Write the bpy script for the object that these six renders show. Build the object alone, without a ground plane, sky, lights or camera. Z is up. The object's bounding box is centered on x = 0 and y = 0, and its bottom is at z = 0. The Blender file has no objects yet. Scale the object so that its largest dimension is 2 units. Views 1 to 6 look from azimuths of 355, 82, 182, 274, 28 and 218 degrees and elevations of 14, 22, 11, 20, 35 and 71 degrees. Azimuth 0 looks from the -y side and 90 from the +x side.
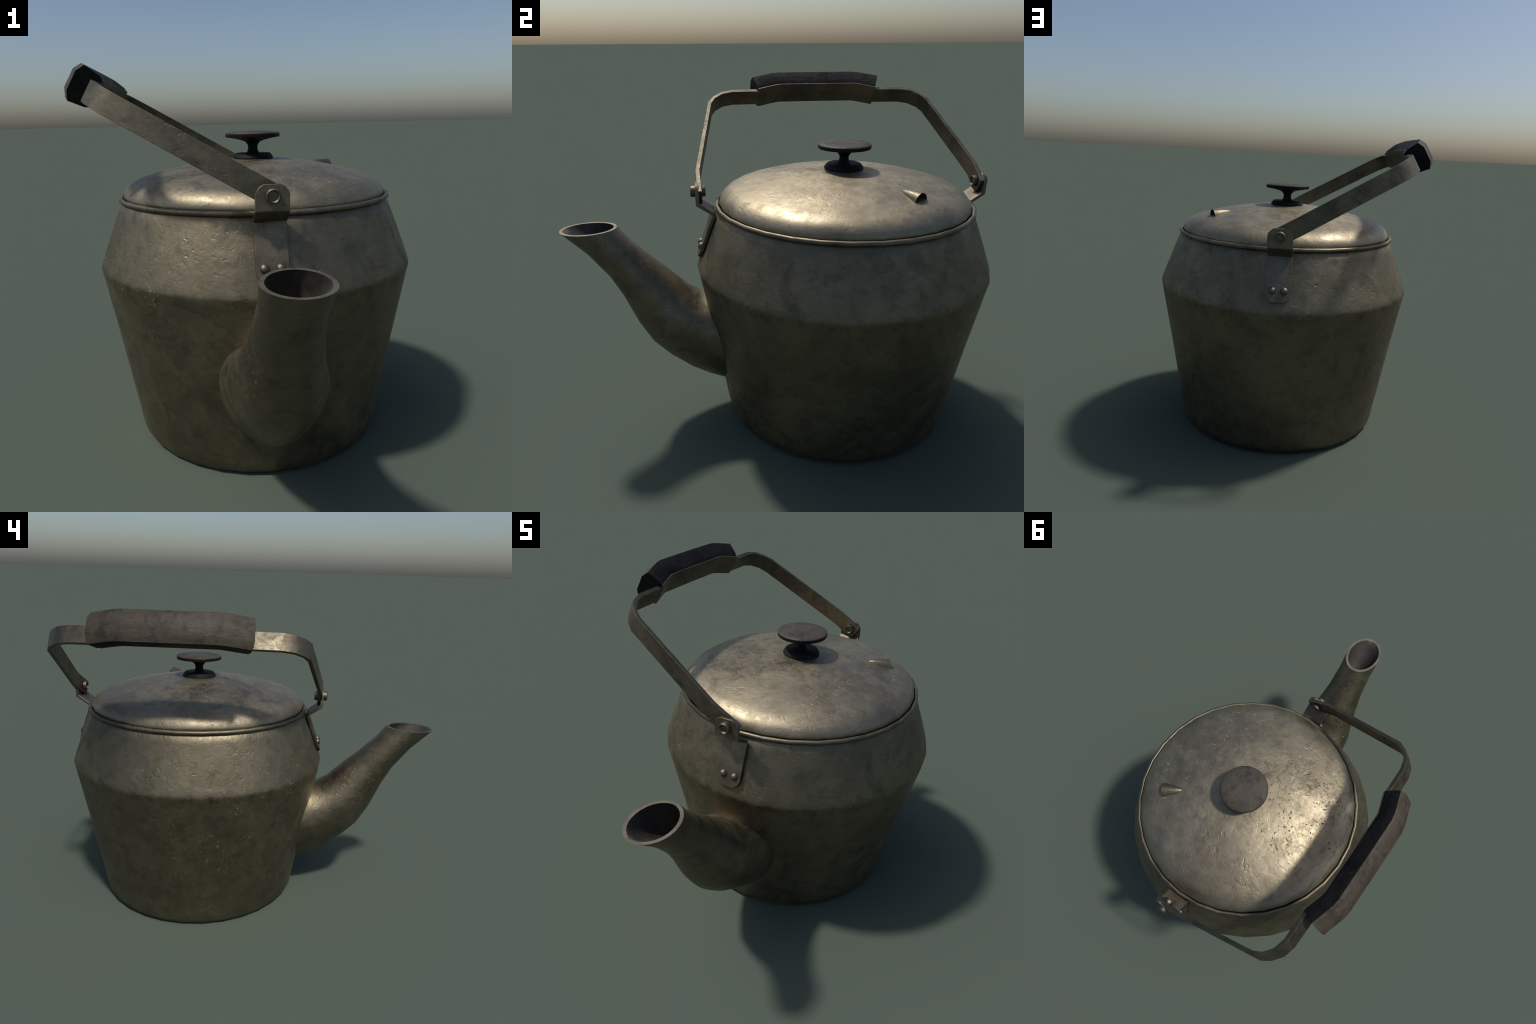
import math
import bpy
import bmesh
from mathutils import Vector

# ------------------------------------------------------------------ frame
CX, CY = 0.0255, 0.2946          # vertical axis of the kettle
SIDES = 32                       # the pot is spun with 32 facets
TILT = math.radians(30)          # the bail handle lies over towards -x
PIVOT = Vector((0.0262, CY, 1.143))
H_AXIS = Vector((-math.cos(TILT), 0, math.sin(TILT)))   # outwards along the handle
W_AXIS = Vector((math.sin(TILT), 0, math.cos(TILT)))    # across the strap


# ------------------------------------------------------------------ materials
class Nodes:
    """Small helper that makes node graphs short to write."""

    def __init__(self, name):
        self.mat = bpy.data.materials.new(name)
        self.mat.use_nodes = True
        self.t = self.mat.node_tree
        self.bsdf = self.t.nodes["Principled BSDF"]
        self.obj = self.t.nodes.new("ShaderNodeTexCoord").outputs["Object"]

    def link(self, a, b):
        self.t.links.new(a, b)

    def put(self, sock, value):
        if hasattr(value, "is_linked"):
            self.link(value, sock)
        else:
            sock.default_value = value

    def mapping(self, scale=(1, 1, 1), loc=(0, 0, 0), rot=(0, 0, 0), src=None):
        n = self.t.nodes.new("ShaderNodeMapping")
        self.link(src or self.obj, n.inputs["Vector"])
        n.inputs["Scale"].default_value = scale
        n.inputs["Location"].default_value = loc
        n.inputs["Rotation"].default_value = rot
        return n.outputs["Vector"]

    def noise(self, scale, detail=4.0, rough=0.55, vec=None, distort=0.0, kind="FBM"):
        n = self.t.nodes.new("ShaderNodeTexNoise")
        n.noise_type = kind
        self.link(vec or self.obj, n.inputs["Vector"])
        n.inputs["Scale"].default_value = scale
        n.inputs["Detail"].default_value = detail
        n.inputs["Roughness"].default_value = rough
        n.inputs["Distortion"].default_value = distort
        return n.outputs["Fac"]

    def warp(self, scale, amount, vec=None):
        """Object coordinates shaken by a colour noise."""
        n = self.t.nodes.new("ShaderNodeTexNoise")
        self.link(vec or self.obj, n.inputs["Vector"])
        n.inputs["Scale"].default_value = scale
        m = self.t.nodes.new("ShaderNodeVectorMath")
        m.operation = "MULTIPLY_ADD"
        self.link(n.outputs["Color"], m.inputs[0])
        m.inputs[1].default_value = (amount,) * 3
        self.link(vec or self.obj, m.inputs[2])
        return m.outputs["Vector"]

    def voronoi(self, scale, vec=None, out="Distance", feature="F1"):
        n = self.t.nodes.new("ShaderNodeTexVoronoi")
        n.feature = feature
        self.link(vec or self.obj, n.inputs["Vector"])
        n.inputs["Scale"].default_value = scale
        if out == "Both":
            sep = self.t.nodes.new("ShaderNodeSeparateColor")
            self.link(n.outputs["Color"], sep.inputs[0])
            return n.outputs["Distance"], sep.outputs[0]
        return n.outputs[out]

    def math(self, op, a, b=0.5, clamp=False):
        n = self.t.nodes.new("ShaderNodeMath")
        n.operation = op
        n.use_clamp = clamp
        self.put(n.inputs[0], a)
        self.put(n.inputs[1], b)
        return n.outputs[0]

    def ramp(self, fac, lo, hi, a=0.0, b=1.0):
        n = self.t.nodes.new("ShaderNodeMapRange")
        n.interpolation_type = "SMOOTHSTEP"
        self.link(fac, n.inputs["Value"])
        for k, v in (("From Min", lo), ("From Max", hi), ("To Min", a), ("To Max", b)):
            n.inputs[k].default_value = v
        return n.outputs["Result"]

    def mix(self, fac, a, b):
        n = self.t.nodes.new("ShaderNodeMix")
        n.data_type = "RGBA"
        self.put(n.inputs["Factor"], fac)
        self.put(n.inputs[6], a if hasattr(a, "is_linked") else (*a, 1))
        self.put(n.inputs[7], b if hasattr(b, "is_linked") else (*b, 1))
        return n.outputs[2]

    def ball(self, centre, inner, outer):
        """Soft patch: 1 near a point of the object, 0 away from it."""
        n = self.t.nodes.new("ShaderNodeVectorMath")
        n.operation = "DISTANCE"
        self.link(self.obj, n.inputs[0])
        n.inputs[1].default_value = centre
        return self.ramp(n.outputs["Value"], inner, outer, 1.0, 0.0)

    def patches(self, balls):
        total = None
        for b in balls:
            m = self.ball(*b)
            total = m if total is None else self.math("MAXIMUM", total, m)
        return total

    def bump(self, height, strength, distance, normal=None):
        n = self.t.nodes.new("ShaderNodeBump")
        n.inputs["Strength"].default_value = strength
        n.inputs["Distance"].default_value = distance
        self.link(height, n.inputs["Height"])
        if normal is not None:
            self.link(normal, n.inputs["Normal"])
        return n.outputs["Normal"]


def worn_metal(name, light, dark, rough=(0.40, 0.58), dents=1.0, spots=(), flecks=(), battered=(), belt=None):
    """Old, dull, knocked-about aluminium with stains, pits and tan flecks."""
    g = Nodes(name)
    big = g.noise(3.2, 5, 0.6, distort=0.6)
    mid = g.noise(11, 6, 0.65, distort=0.4)
    fine = g.noise(70, 3, 0.6)
    tone = g.math("ADD", g.math("MULTIPLY", big, 0.6), g.math("MULTIPLY", mid, 0.4))
    col = g.mix(g.ramp(tone, 0.34, 0.62), dark, light)
    # cloudy stains with a crisp edge
    stain = g.ramp(g.noise(6.5, 6, 0.62, vec=g.mapping(loc=(3.1, 0.4, 7.7)), distort=0.5), 0.58, 0.68)
    stain = g.math("MULTIPLY", stain, 0.30)
    col = g.mix(stain, col, tuple(c * 0.45 for c in dark))
    # fine brushed grain
    grain = g.noise(26, 3, 0.6, vec=g.mapping(scale=(1, 1, 7)))
    col = g.mix(g.ramp(grain, 0.40, 0.70, 0.0, 0.22), col, tuple(c * 0.6 for c in dark))
    # dark pits
    d, rnd = g.voronoi(62, vec=g.warp(45, 0.035), out="Both")
    pit = g.math("MULTIPLY", g.ramp(d, 0.16, 0.44, 1.0, 0.0), g.ramp(rnd, 0.42, 0.75))
    sparse = g.ramp(g.noise(5, 3, 0.5, vec=g.mapping(loc=(9, 2, 1))), 0.52, 0.66)
    where = g.math("MULTIPLY", sparse, 0.25)
    if spots:
        where = g.math("MAXIMUM", where, g.math("MULTIPLY", g.patches(spots), g.ramp(g.noise(8, 4, 0.6), 0.36, 0.58)))
    pit = g.math("MULTIPLY", pit, where)
    smudge = g.ramp(g.noise(13, 5, 0.65, vec=g.mapping(loc=(8, 1, 4)), distort=0.5), 0.52, 0.64)
    if spots:
        smudge = g.math("MULTIPLY", smudge, g.math("MAXIMUM", g.patches([(c, a * 1.3, b * 1.35) for c, a, b in spots]), 0.15))
    else:
        smudge = g.math("MULTIPLY", smudge, 0.55)
    if belt is not None:
        # grime gathered along the belt of the pot
        sep = g.t.nodes.new("ShaderNodeSeparateXYZ")
        g.link(g.obj, sep.inputs[0])
        off = g.math("ABSOLUTE", g.math("SUBTRACT", sep.outputs["Z"], belt), 0.0)
        ring = g.math("MULTIPLY", g.ramp(off, 0.006, 0.05, 0.95, 0.0), g.ramp(g.noise(19, 5, 0.7, vec=g.mapping(loc=(3, 3, 3))), 0.48, 0.64))
        smudge = g.math("MAXIMUM", smudge, ring)
    col = g.mix(g.math("MULTIPLY", smudge, 0.48), col, tuple(c * 0.38 for c in dark))
    col = g.mix(g.math("MULTIPLY", pit, 0.80), col, (0.040, 0.033, 0.026))
    # tan flecks of bare or rusty metal, short strokes
    if flecks:
        d2, rnd2 = g.voronoi(58, vec=g.warp(30, 0.06, vec=g.mapping(scale=(1, 1.3, 1.1), loc=(4, 1, 2))), out="Both")
        fl = g.math("MULTIPLY", g.ramp(d2, 0.08, 0.34, 1.0, 0.0), g.ramp(rnd2, 0.45, 0.70))
        fl = g.math("MULTIPLY", fl, g.ramp(g.noise(9, 3, 0.5, vec=g.mapping(loc=(1, 8, 3))), 0.45, 0.58))
        fl = g.math("MULTIPLY", fl, g.patches(flecks))
        col = g.mix(g.math("MULTIPLY", fl, 0.80), col, (0.36, 0.25, 0.165))
    else:
        fl = None
    g.link(col, g.bsdf.inputs["Base Color"])
    # metal, a little less so in the stains
    metal = g.math("SUBTRACT", 0.97, g.math("MULTIPLY", pit, 0.5))
    if fl is not None:
        metal = g.math("SUBTRACT", metal, g.math("MULTIPLY", fl, 0.75), clamp=True)
    g.link(metal, g.bsdf.inputs["Metallic"])
    r = g.ramp(g.noise(12, 6, 0.72, vec=g.mapping(loc=(5, 5, 1)), distort=0.4), 0.36, 0.64, rough[0], rough[1])
    r = g.math("ADD", r, g.math("MULTIPLY", stain, 0.20))
    r = g.math("ADD", r, g.math("MULTIPLY", pit, 0.3), clamp=True)
    g.link(r, g.bsdf.inputs["Roughness"])
    # dents, scratches and a fine leathery grain, strongest in the battered patches
    rough_patch = g.ramp(g.noise(4.5, 3, 0.55, vec=g.mapping(loc=(2, 6, 5))), 0.46, 0.64, 0.24, 0.60)
    if battered:
        rough_patch = g.math("MAXIMUM", rough_patch, g.math("MULTIPLY", g.patches(battered), g.ramp(g.noise(6, 3, 0.55), 0.44, 0.62)))
    lump = g.noise(34, 2, 0.5, distort=0.3)
    chip = g.ramp(g.noise(52, 2, 0.45, vec=g.mapping(scale=(1, 1, 0.8), loc=(7, 7, 2)), distort=0.3), 0.56, 0.74)
    gouge = g.ramp(g.noise(26, 2, 0.5, vec=g.mapping(scale=(1, 1, 1.4), loc=(1, 5, 9)), distort=0.5), 0.60, 0.72)
    h = g.math("ADD", g.math("MULTIPLY", lump, 0.30), g.math("MULTIPLY", fine, 0.16))
    h = g.math("SUBTRACT", h, g.math("MULTIPLY", chip, 0.24))
    h = g.math("SUBTRACT", h, g.math("MULTIPLY", gouge, 0.30))
    h = g.math("MULTIPLY", h, rough_patch)
    h = g.math("ADD", h, g.math("MULTIPLY", g.noise(120, 2, 0.6), 0.035))
    h = g.math("SUBTRACT", h, g.math("MULTIPLY", pit, 0.25))
    wave = g.noise(4.0, 2, 0.5)
    n1 = g.bump(wave, 0.08 * dents, 0.05)
    g.link(g.bump(h, 0.36 * dents, 0.010, n1), g.bsdf.inputs["Normal"])
    return g.mat


def old_wood(name, light, dark, along="y", spec=0.35):
    """Dark weathered wood with lengthwise grain and sooty blotches."""
    g = Nodes(name)
    s = {"y": (5, 1.0, 5), "z": (5, 5, 1.0)}[along]
    grain = g.noise(7, 5, 0.65, vec=g.mapping(scale=s), distort=0.4)
    fine = g.noise(24, 4, 0.7, vec=g.mapping(scale=s, loc=(2, 3, 1)))
    cloud = g.noise(8, 5, 0.66, distort=0.5)
    blot = g.noise(19, 5, 0.66, vec=g.mapping(loc=(6, 2, 2)), distort=0.4)
    col = g.mix(g.ramp(grain, 0.25, 0.75), dark, light)
    col = g.mix(g.ramp(cloud, 0.50, 0.66, 0.0, 0.50), col, tuple(c * 0.55 for c in dark))
    col = g.mix(g.ramp(blot, 0.50, 0.68, 0.0, 0.70), col, tuple(c * 0.36 for c in dark))
    col = g.mix(g.ramp(fine, 0.55, 0.75, 0.0, 0.15), col, tuple(c * 0.4 for c in dark))
    rust = g.ramp(g.voronoi(16, vec=g.warp(20, 0.05)), 0.06, 0.12, 0.35, 0.0)
    col = g.mix(rust, col, (0.10, 0.05, 0.035))
    g.link(col, g.bsdf.inputs["Base Color"])
    g.link(g.ramp(cloud, 0.35, 0.65, 0.52, 0.72), g.bsdf.inputs["Roughness"])
    g.bsdf.inputs["Specular IOR Level"].default_value = spec
    h = g.math("ADD", g.math("MULTIPLY", grain, 0.7), g.math("MULTIPLY", fine, 0.4))
    g.link(g.bump(h, 0.6, 0.006, g.bump(cloud, 0.3, 0.02)), g.bsdf.inputs["Normal"])
    return g.mat


LIGHT, DARK = (0.218, 0.188, 0.129), (0.152, 0.130, 0.088)
LID_LIGHT, LID_DARK = (0.336, 0.290, 0.205), (0.228, 0.195, 0.138)
MAT_BODY = worn_metal("worn_aluminium_pot", LIGHT, DARK, rough=(0.46, 0.60), belt=0.770,
                      flecks=[((-0.48, -0.12, 0.74), 0.15, 0.38), ((-0.60, 0.20, 0.55), 0.1, 0.40), ((0.2, -0.35, 0.8), 0.05, 0.2)],
                      battered=[((-0.30, -0.25, 0.90), 0.2, 0.5), ((-0.62, 0.30, 0.92), 0.25, 0.5), ((-0.2, 0.85, 0.85), 0.2, 0.45)])
MAT_LID = worn_metal("worn_aluminium_lid", LID_LIGHT, LID_DARK, rough=(0.47, 0.59),
                     flecks=[((0.20, 0.02, 1.17), 0.18, 0.34), ((0.38, 0.40, 1.16), 0.12, 0.28), ((-0.16, 0.28, 1.2), 0.08, 0.22)],
                     spots=[((-0.27, 0.20, 1.17), 0.16, 0.36), ((-0.05, 0.10, 1.2), 0.05, 0.22)],
                     battered=[((-0.2, 0.5, 1.15), 0.2, 0.5), ((-0.25, 0.0, 1.13), 0.15, 0.4)])
MAT_SPOUT = worn_metal("worn_aluminium_spout", LIGHT, DARK, rough=(0.42, 0.58), dents=1.1,
                       flecks=[((-0.12, -0.58, 0.66), 0.08, 0.2)],
                       battered=[((-0.1, -0.65, 0.75), 0.15, 0.35)])
MAT_LIP = worn_metal("bare_worn_edge", (0.225, 0.197, 0.155), (0.150, 0.131, 0.104), rough=(0.55, 0.7), dents=0.6)
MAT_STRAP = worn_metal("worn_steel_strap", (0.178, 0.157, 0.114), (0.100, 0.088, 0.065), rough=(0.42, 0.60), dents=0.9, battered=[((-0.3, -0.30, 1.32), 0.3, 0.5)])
MAT_FITTING = worn_metal("dull_fitting_metal", (0.165, 0.145, 0.110), (0.100, 0.088, 0.066), rough=(0.50, 0.66), dents=0.5)
MAT_BORE = worn_metal("dark_bore_metal", (0.115, 0.106, 0.092), (0.070, 0.064, 0.056), rough=(0.60, 0.75), dents=0.6)  # darker, greyer metal tone for the inside of the spout
MAT_BRACKET = worn_metal("worn_bracket_metal", (0.215, 0.186, 0.135), (0.135, 0.116, 0.083), rough=(0.44, 0.6), dents=0.7)
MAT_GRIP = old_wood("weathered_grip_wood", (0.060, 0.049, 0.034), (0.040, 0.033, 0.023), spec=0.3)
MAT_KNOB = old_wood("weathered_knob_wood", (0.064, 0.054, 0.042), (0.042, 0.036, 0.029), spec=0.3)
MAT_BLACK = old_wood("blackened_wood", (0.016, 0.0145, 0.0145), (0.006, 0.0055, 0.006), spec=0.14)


# ------------------------------------------------------------------ mesh helpers
def make(name, bm, mat, parent=None, sharp=40.0):
    bmesh.ops.remove_doubles(bm, verts=bm.verts, dist=1e-6)
    bmesh.ops.recalc_face_normals(bm, faces=bm.faces)
    me = bpy.data.meshes.new(name)
    bm.to_mesh(me)
    bm.free()
    me.polygons.foreach_set("use_smooth", [True] * len(me.polygons))
    me.set_sharp_from_angle(angle=math.radians(sharp))
    me.materials.append(mat)
    ob = bpy.data.objects.new(name, me)
    bpy.context.scene.collection.objects.link(ob)
    ob.parent = parent
    return ob


def second_material(ob, mat, test):
    """Give the faces that pass the test a second material."""
    ob.data.materials.append(mat)
    for p in ob.data.polygons:
        if test(p):
            p.material_index = 1


def lathe(profile, sides=SIDES, axis=(CX, CY)):
    """Spin a profile of (radius, height) round a vertical axis; radius 0 closes it."""
    bm = bmesh.new()
    rows = []
    for r, z in profile:
        if r < 1e-6:
            rows.append([bm.verts.new((axis[0], axis[1], z))])
        else:
            rows.append([bm.verts.new((axis[0] + r * math.cos(math.tau * i / sides), axis[1] + r * math.sin(math.tau * i / sides), z)) for i in range(sides)])
    join_rows(bm, rows)
    return bm


def join_rows(bm, rows, closed=True):
    for a, b in zip(rows, rows[1:]):
        n = max(len(a), len(b))
        for i in range(n if closed else n - 1):
            j = (i + 1) % n
            if len(a) == 1:
                bm.faces.new((a[0], b[i], b[j]))
            elif len(b) == 1:
                bm.faces.new((a[i], b[0], a[j]))
            else:
                bm.faces.new((a[i], b[i], b[j], a[j]))


def loft(sections, caps=True):
    """Skin a list of equal closed cross-sections (lists of points)."""
    bm = bmesh.new()
    rows = [[bm.verts.new(p) for p in s] for s in sections]
    join_rows(bm, rows)
    if caps:
        bm.faces.new(rows[0])
        bm.faces.new(list(reversed(rows[-1])))
    return bm


def soften(ob, width, segments=2, angle=35):
    m = ob.modifiers.new("soft_edges", "BEVEL")
    m.width, m.segments, m.limit_method, m.angle_limit = width, segments, "ANGLE", math.radians(angle)
    m.harden_normals = True


def on_handle(s, h, w):
    """Point of the tilted handle: s along the pivot line, h outwards, w across."""
    return PIVOT + Vector((0, s, 0)) + H_AXIS * h + W_AXIS * w


# ------------------------------------------------------------------ the kettle
kettle = bpy.data.objects.new("kettle", None)
bpy.context.scene.collection.objects.link(kettle)
kettle["label"] = "dented old aluminium kettle with tilted bail handle and wooden grip"
kettle["category"] = "kettle"

# --- pot: two cones meeting in a soft belt, a small stepped foot, open on top
pot_profile = [
    (0.0, 0.0), (0.47, 0.0), (0.50, 0.003), (0.540, 0.004), (0.5475, 0.0085), (0.5550, 0.0180), (0.5603, 0.0265), (0.5635, 0.0350), (0.5680, 0.060),
    (0.5705, 0.082), (0.5785, 0.130), (0.6305, 0.440), (0.6845, 0.744), (0.6885, 0.766), (0.6906, 0.777),
    (0.6910, 0.784), (0.6900, 0.791), (0.6868, 0.802), (0.6810, 0.819), (0.6415, 0.924), (0.6035, 1.020), (0.5895, 1.056),
    (0.583, 1.059), (0.5790, 1.030), (0.660, 0.82), (0.668, 0.784), (0.560, 0.10), (0.535, 0.03), (0.0, 0.03),
]
body = make("body", lathe(pot_profile), MAT_BODY, kettle, 50)

# --- rolled bead round the mouth of the pot
bead = [(0.5882 + 0.0100 * math.cos(math.tau * k / 10), 1.0685 + 0.0105 * math.sin(math.tau * k / 10)) for k in range(11)]
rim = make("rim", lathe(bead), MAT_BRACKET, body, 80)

# --- domed lid
lid_profile = [
    (0.0, 1.2268), (0.05, 1.2262), (0.10, 1.2241), (0.190, 1.2175), (0.280, 1.2040), (0.363, 1.1867), (0.430, 1.1702), (0.479, 1.1562),
    (0.503, 1.1488), (0.5205, 1.1420), (0.5350, 1.1345), (0.5470, 1.1265), (0.5565, 1.1183), (0.5645, 1.1090), (0.5710, 1.0985), (0.5755, 1.0880),
    (0.5765, 1.0790), (0.5735, 1.0725), (0.5690, 1.0690), (0.5680, 1.040),
    (0.556, 1.040), (0.548, 1.095), (0.50, 1.132), (0.363, 1.174), (0.168, 1.206), (0.0, 1.213),
]
lid = make("lid", lathe(lid_profile), MAT_LID, kettle, 60)

# --- knob: foot, waisted stem and a slightly domed disc
knob_profile = [
    (0.0, 1.2190), (0.086, 1.2190), (0.0905, 1.2285), (0.0880, 1.2345), (0.0785, 1.2470), (0.0740, 1.2490), (0.031, 1.2480), (0.0280, 1.2500), (0.0250, 1.2550),
    (0.0222, 1.2650), (0.0212, 1.2740), (0.0215, 1.2820), (0.0255, 1.2885), (0.0345, 1.2985), (0.050, 1.3040), (0.078, 1.3110), (0.105, 1.3160),
    (0.1195, 1.3180), (0.1205, 1.3200), (0.1208, 1.3325), (0.1196, 1.3352), (0.1160, 1.3378), (0.100, 1.3412), (0.070, 1.3440), (0.035, 1.3455), (0.0, 1.3460),
]
knob = make("knob", lathe(knob_profile), MAT_BLACK, lid, 38)
second_material(knob, MAT_KNOB, lambda p: p.center.z > 1.3330)

# --- steam vent: a half cone raised out of the lid, open outwards
apex = Vector((0.322, 0.463, 1.1905))
mouth = Vector((0.4105, 0.5155, 1.158))
run = (mouth - apex)
run.z = 0
run.normalize()
across = Vector((-run.y, run.x, 0))


def vent_ring(t, shrink):
    # t runs from the apex (0) to the mouth (1); the hood is a half ellipse standing on the lid
    c = apex.lerp(mouth, t)
    half, high = (0.004 + 0.037 * t ** 0.62) - shrink, (0.004 + 0.042 * t ** 0.7) - shrink
    ring = []
    for k in range(13):
        a = math.pi * k / 12
        lean = run * (0.004 * t * math.sin(a) - 0.002)
        ring.append(c + across * (half * math.cos(a)) + Vector((0, 0, high * math.sin(a) - 0.004)) + lean)
    return ring


bm = bmesh.new()
steps = [0.0, 0.12, 0.3, 0.5, 0.75, 1.0]
outer = [[bm.verts.new(p) for p in vent_ring(t, 0.0)] for t in steps]
inner = [[bm.verts.new(p) for p in vent_ring(t, 0.0028)] for t in reversed(steps[1:])]
join_rows(bm, outer + inner, closed=False)
bm.faces.new(outer[0])
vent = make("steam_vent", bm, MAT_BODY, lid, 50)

# --- spout: elliptical sections, each given by its lower and upper point in the
#     symmetry plane (y, z) and by its half width
spout_sections = [
    ((-1.0000, 0.9850), (-0.7480, 0.9920), 0.0970, -0.05),
    ((-0.8930, 0.8800), (-0.6930, 0.9215), 0.0955, -0.04),
    ((-0.8045, 0.7635), (-0.6105, 0.8379), 0.1046, -0.02),
    ((-0.7510, 0.6621), (-0.5390, 0.7733), 0.1216, 0.00),
    ((-0.6919, 0.5165), (-0.4817, 0.7167), 0.1512, 0.11),
    ((-0.6328, 0.4140), (-0.4394, 0.6720), 0.1792, 0.16),
    ((-0.5515, 0.3265), (-0.4010, 0.6500), 0.1994, 0.29),
    ((-0.4487, 0.2490), (-0.3687, 0.6350), 0.2170, 0.31),
    ((-0.3547, 0.2010), (-0.3302, 0.6380), 0.2230, 0.25),
    ((-0.2700, 0.1680), (-0.2700, 0.6387), 0.2250, 0.21),
    ((-0.1400, 0.1600), (-0.1400, 0.6400), 0.2250, 0.21),
]


def spout_ring(low, top, half, pinch, shrink=0.0):
    """Egg-shaped section; pinch narrows its lower side."""
    low, top = Vector((CX, *low)), Vector((CX, *top))
    centre, arm = (low + top) / 2, (top - low) / 2
    arm *= 1 - shrink / arm.length
    half -= shrink
    ring = []
    for k in range(28):
        a = math.tau * k / 28
        ring.append(centre + arm * math.cos(a) + Vector((half * math.sin(a) * (1 - pinch * (1 - math.cos(a)) / 2), 0, 0)))
    return ring


rings = [spout_ring(*s) for s in spout_sections]
# the bore narrows like a funnel from the lip
bore = [spout_ring(*spout_sections[0], shrink=0.0140)]
deep = spout_ring(*spout_sections[2])
mouth_centre = sum(bore[0], Vector()) / len(bore[0])
deep = [p.lerp(mouth_centre + (p - sum(deep, Vector()) / len(deep)), 0.22) for p in deep]
deep_centre = sum(deep, Vector()) / len(deep)
for t, size in ((0.12, 0.95), (0.35, 0.80), (0.60, 0.60), (0.82, 0.38), (0.97, 0.14)):
    c = mouth_centre.lerp(deep_centre, t)
    bore.append([c + ((p - mouth_centre) * (1 - t) + (q - deep_centre) * t) * size for p, q in zip(bore[0], deep)])
bm = bmesh.new()
rows = [[bm.verts.new(p) for p in r] for r in reversed(rings)] + [[bm.verts.new(p) for p in r] for r in bore]
join_rows(bm, rows)
bm.faces.new(rows[0])
bm.faces.new(list(reversed(rows[-1])))
spout = make("spout", bm, MAT_SPOUT, kettle, 45)
second_material(spout, MAT_LIP, lambda p: p.center.z > 0.984 and abs(p.normal.z) > 0.9)
bore_faces = {tuple(round(c, 5) for c in p) for r in bore[1:] for p in r}
spout.data.materials.append(MAT_BORE)
for p in spout.data.polygons:
    if any(tuple(round(c, 5) for c in spout.data.vertices[v].co) in bore_faces for v in p.vertices):
        p.material_index = 2

# --- the two brackets that carry the handle (one in front, one behind)
HALF = 0.0588            # half width of the bracket strip
PLATE = 0.0155           # its thickness


def bracket_mesh(side):
    """Z-shaped strip: riveted tab on the pot, ledge outwards, lug upwards.
    side is -1 in front and +1 behind; q is the distance from the axis."""
    tab_top, tab_low = Vector((0.6105, 1.043)), Vector((0.6880, 0.839))
    ledge_out, lug_top = Vector((0.6835, 1.090)), Vector((0.6835, 1.184))
    bm = bmesh.new()

    def plate(a, b, inward, corners):
        """Flat strip from a to b (in q, z), as thick as PLATE towards 'inward', b end with cut corners."""
        length = (b - a).length
        d = (b - a).normalized()
        outline = [(0.0, -HALF)] + [(length - u, -HALF + v) for u, v in corners] + [(length - u, HALF - v) for u, v in reversed(corners)] + [(0.0, HALF)]
        faces = []
        for off in (0.0, PLATE):
            row = []
            for along, x in outline:
                p = a + d * along + inward * off
                row.append(bm.verts.new((CX + x, CY + side * p.x, p.y)))
            faces.append(row)
        n = len(outline)
        for i in range(n):
            bm.faces.new((faces[0][i], faces[0][(i + 1) % n], faces[1][(i + 1) % n], faces[1][i]))
        bm.faces.new(faces[0])
        bm.faces.new(list(reversed(faces[1])))

    d = (tab_low - tab_top).normalized()
    inward = Vector((d.y, -d.x))
    plate(tab_top, tab_low, inward, [(0.040, 0.0), (0.018, 0.008), (0.005, 0.022), (0.0, 0.034)])
    plate(ledge_out, lug_top, Vector((-1, 0)), [(0.036, 0.0), (0.014, 0.0125), (0.003, 0.030)])
    # ledge joins the foot of the lug to the head of the tab
    bm2 = bmesh.new()
    quad = [tab_top + inward * PLATE, tab_top + Vector((0.001, -0.0005)), ledge_out + Vector((0.0005, -0.0005)), ledge_out + Vector((-PLATE, PLATE * 0.62))]
    quad[0] = tab_top + Vector((-0.012, 0.008))
    rows = []
    for x in (-HALF - 0.0004, HALF + 0.0004):
        rows.append([bm.verts.new((CX + x, CY + side * p.x, p.y)) for p in quad])
    bm2.free()
    join_rows(bm, rows)
    bm.faces.new(rows[0])
    bm.faces.new(list(reversed(rows[1])))
    return bm


def dome(radius, height, segs=16):
    """Rivet head: a low dome standing on +z of its own frame."""
    bm = bmesh.new()
    prof = [(radius * 1.02, -0.004), (radius, 0.0)] + [(radius * math.cos(a), height * math.sin(a)) for a in (0.3, 0.6, 0.9, 1.2)] + [(0, height)]
    rows = []
    for r, z in prof:
        rows.append([bm.verts.new((0, 0, z))] if r == 0 else [bm.verts.new((r * math.cos(math.tau * k / segs), r * math.sin(math.tau * k / segs), z)) for k in range(segs)])
    join_rows(bm, rows)
    return bm


def bolt_mesh(side):
    """Hollow pivot pin along y with a rolled, dished head at either end."""
    prof = [(0.0, 0.7000), (0.0165, 0.6990), (0.0185, 0.7030), (0.0210, 0.7054), (0.0240, 0.7040), (0.0255, 0.6990), (0.0258, 0.6800),
            (0.0150, 0.6780), (0.0150, 0.6540), (0.0250, 0.6530), (0.0250, 0.6420), (0.0232, 0.6375), (0.0200, 0.6365), (0.0180, 0.6390), (0.0160, 0.6430), (0.0, 0.6425)]
    bm = bmesh.new()
    rows = []
    for r, q in prof:
        if r == 0:
            rows.append([bm.verts.new((PIVOT.x, CY + side * q, PIVOT.z))])
        else:
            rows.append([bm.verts.new((PIVOT.x + r * math.cos(math.tau * k / 20), CY + side * q, PIVOT.z + r * math.sin(math.tau * k / 20))) for k in range(20)])
    join_rows(bm, rows)
    return bm


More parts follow.
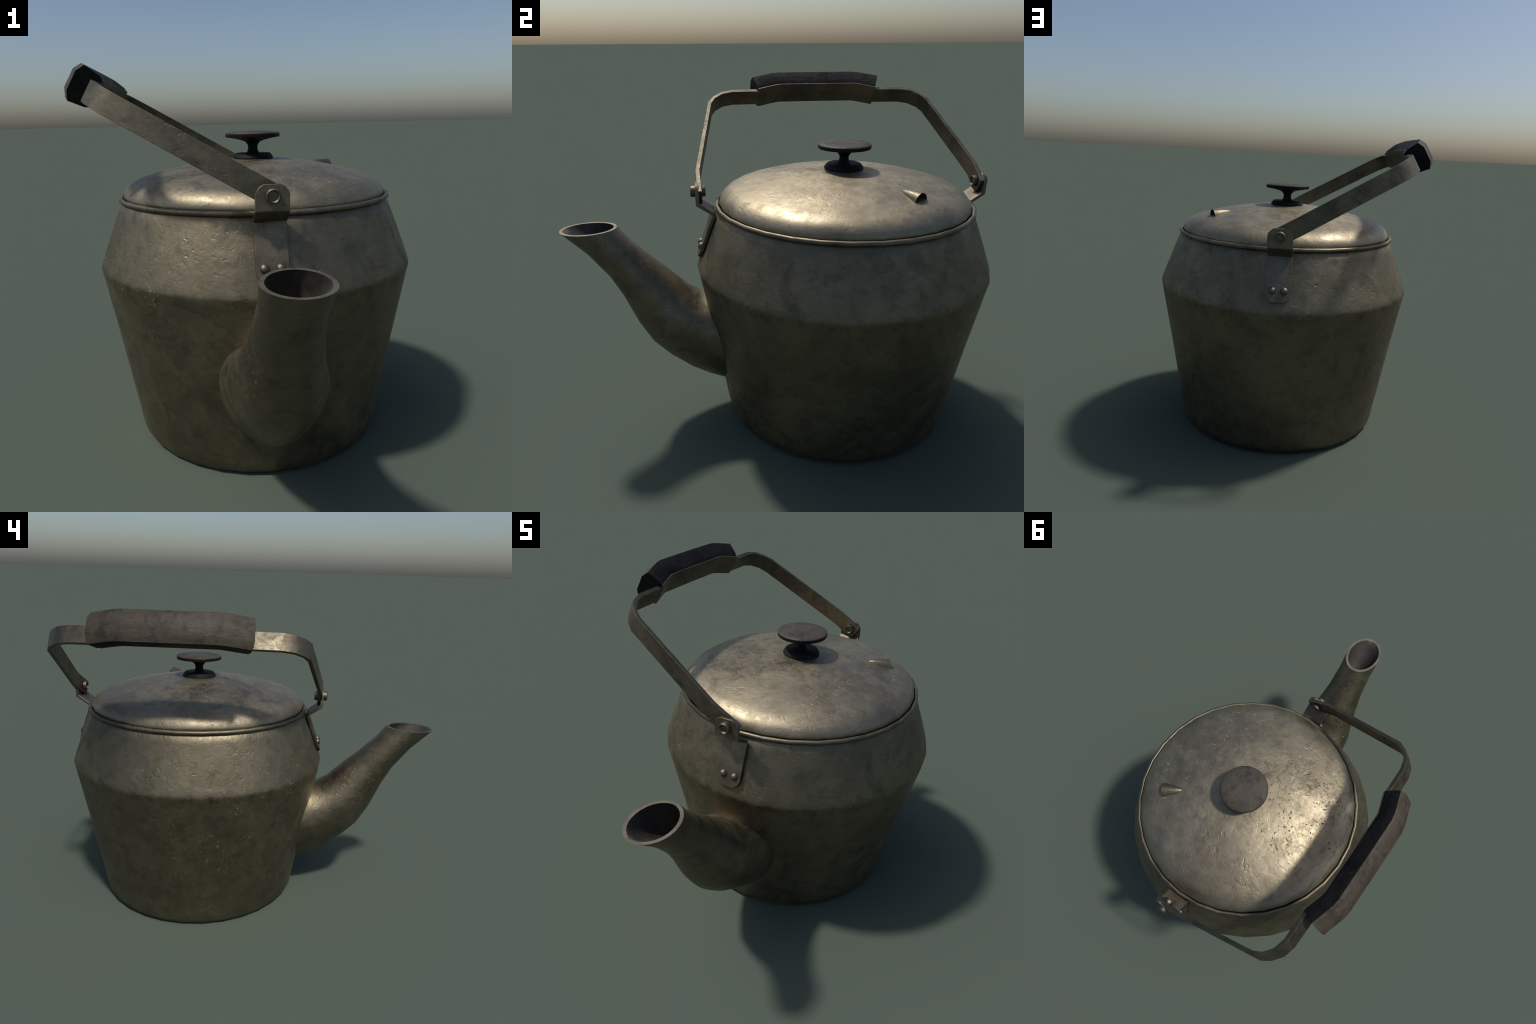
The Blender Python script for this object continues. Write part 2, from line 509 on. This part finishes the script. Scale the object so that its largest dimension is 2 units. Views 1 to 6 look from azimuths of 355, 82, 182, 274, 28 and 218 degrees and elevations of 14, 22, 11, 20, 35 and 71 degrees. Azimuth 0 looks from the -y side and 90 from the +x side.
rivet_mesh = None
for side in (-1, 1):
    bracket = make("handle_bracket", bracket_mesh(side), MAT_BRACKET, kettle, 30)
    soften(bracket, 0.0028, 2)
    make("pivot_bolt", bolt_mesh(side), MAT_FITTING, bracket, 50)
    slope = Vector((0, side * 0.936, 0.352))
    for x in (-0.0285, 0.0285):
        if rivet_mesh is None:
            rivet = make("rivet", dome(0.0180, 0.0160), MAT_BRACKET, bracket, 60)
            rivet_mesh = rivet.data
        else:
            rivet = bpy.data.objects.new("rivet", rivet_mesh)
            bpy.context.scene.collection.objects.link(rivet)
            rivet.parent = bracket
        rivet.location = (CX + x, CY + side * 0.6680, 0.8905)
        rivet.rotation_mode = "QUATERNION"
        rivet.rotation_quaternion = slope.to_track_quat("Z", "Y")

# --- bail handle: a flat strap bent round the corners, ends pinned on the bolts
strap_out = [(-0.6695, -0.044), (-0.6750, 0.010), (-0.6765, 0.098), (-0.5940, 0.606), (-0.5660, 0.652), (-0.5200, 0.692), (-0.4620, 0.7095), (-0.3160, 0.7120)]
strap_in = [(-0.6525, -0.044), (-0.6560, 0.010), (-0.6580, 0.098), (-0.5775, 0.594), (-0.5570, 0.637), (-0.5155, 0.673), (-0.4620, 0.6885), (-0.3160, 0.6905)]
STRAP_HALF = 0.0405


def strap_rows(outer, inner, half):
    return [[on_handle(o[0], o[1], half), on_handle(o[0], o[1], -half), on_handle(i[0], i[1], -half), on_handle(i[0], i[1], half)] for o, i in zip(outer, inner)]


bm = loft(strap_rows(strap_out, strap_in, STRAP_HALF))
other = loft(strap_rows([(-s, h) for s, h in strap_out], [(-s, h) for s, h in strap_in], STRAP_HALF))
tmp = bpy.data.meshes.new("tmp")
other.to_mesh(tmp)
other.free()
bm.from_mesh(tmp)
bpy.data.meshes.remove(tmp)
handle = make("handle", bm, MAT_STRAP, kettle, 40)
soften(handle, 0.0012, 1, 60)

# --- grip: bowed wooden bar of eight-sided section, flat black ends
bow = [(-0.355, -0.0440), (-0.290, -0.0215), (-0.243, -0.0060), (-0.205, 0.0), (0.0, 0.0010), (0.205, 0.0), (0.243, -0.0060), (0.290, -0.0215), (0.352, -0.0440)]
TOP = 0.834              # outermost height of the grip at its middle
grip_shape = [(-0.098, -0.0545), (-0.080, -0.0630), (-0.018, -0.0705), (0.0, -0.0375), (0.0, 0.0395), (-0.018, 0.0715), (-0.080, 0.0635), (-0.098, 0.0545)]


def lean(i):
    """Direction 'outwards' of the bowed grip at station i, as (ds, dh)."""
    a, b = bow[max(i - 1, 0)], bow[min(i + 1, len(bow) - 1)]
    t = Vector((b[0] - a[0], b[1] - a[1])).normalized()
    return Vector((-t.y, t.x))


def bowed(i, dh, w):
    n = lean(i)
    return on_handle(bow[i][0] + n.x * dh, TOP + bow[i][1] + n.y * dh, w)


sections = [[bowed(i, dh, w) for dh, w in grip_shape] for i in range(len(bow))]
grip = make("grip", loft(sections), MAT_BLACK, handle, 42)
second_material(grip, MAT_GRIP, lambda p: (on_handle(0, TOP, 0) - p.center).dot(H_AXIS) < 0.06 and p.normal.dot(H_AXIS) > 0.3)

# --- metal back plate closing the grip on the inside of the bow
plate = [[bowed(i, dh, w) for dh, w in ((-0.0955, -0.0545), (-0.1035, -0.0555), (-0.1055, -0.0500), (-0.1055, 0.0500), (-0.1035, 0.0550), (-0.0955, 0.0540))] for i in range(len(bow))]
make("grip_plate", loft(plate), MAT_STRAP, handle, 30)
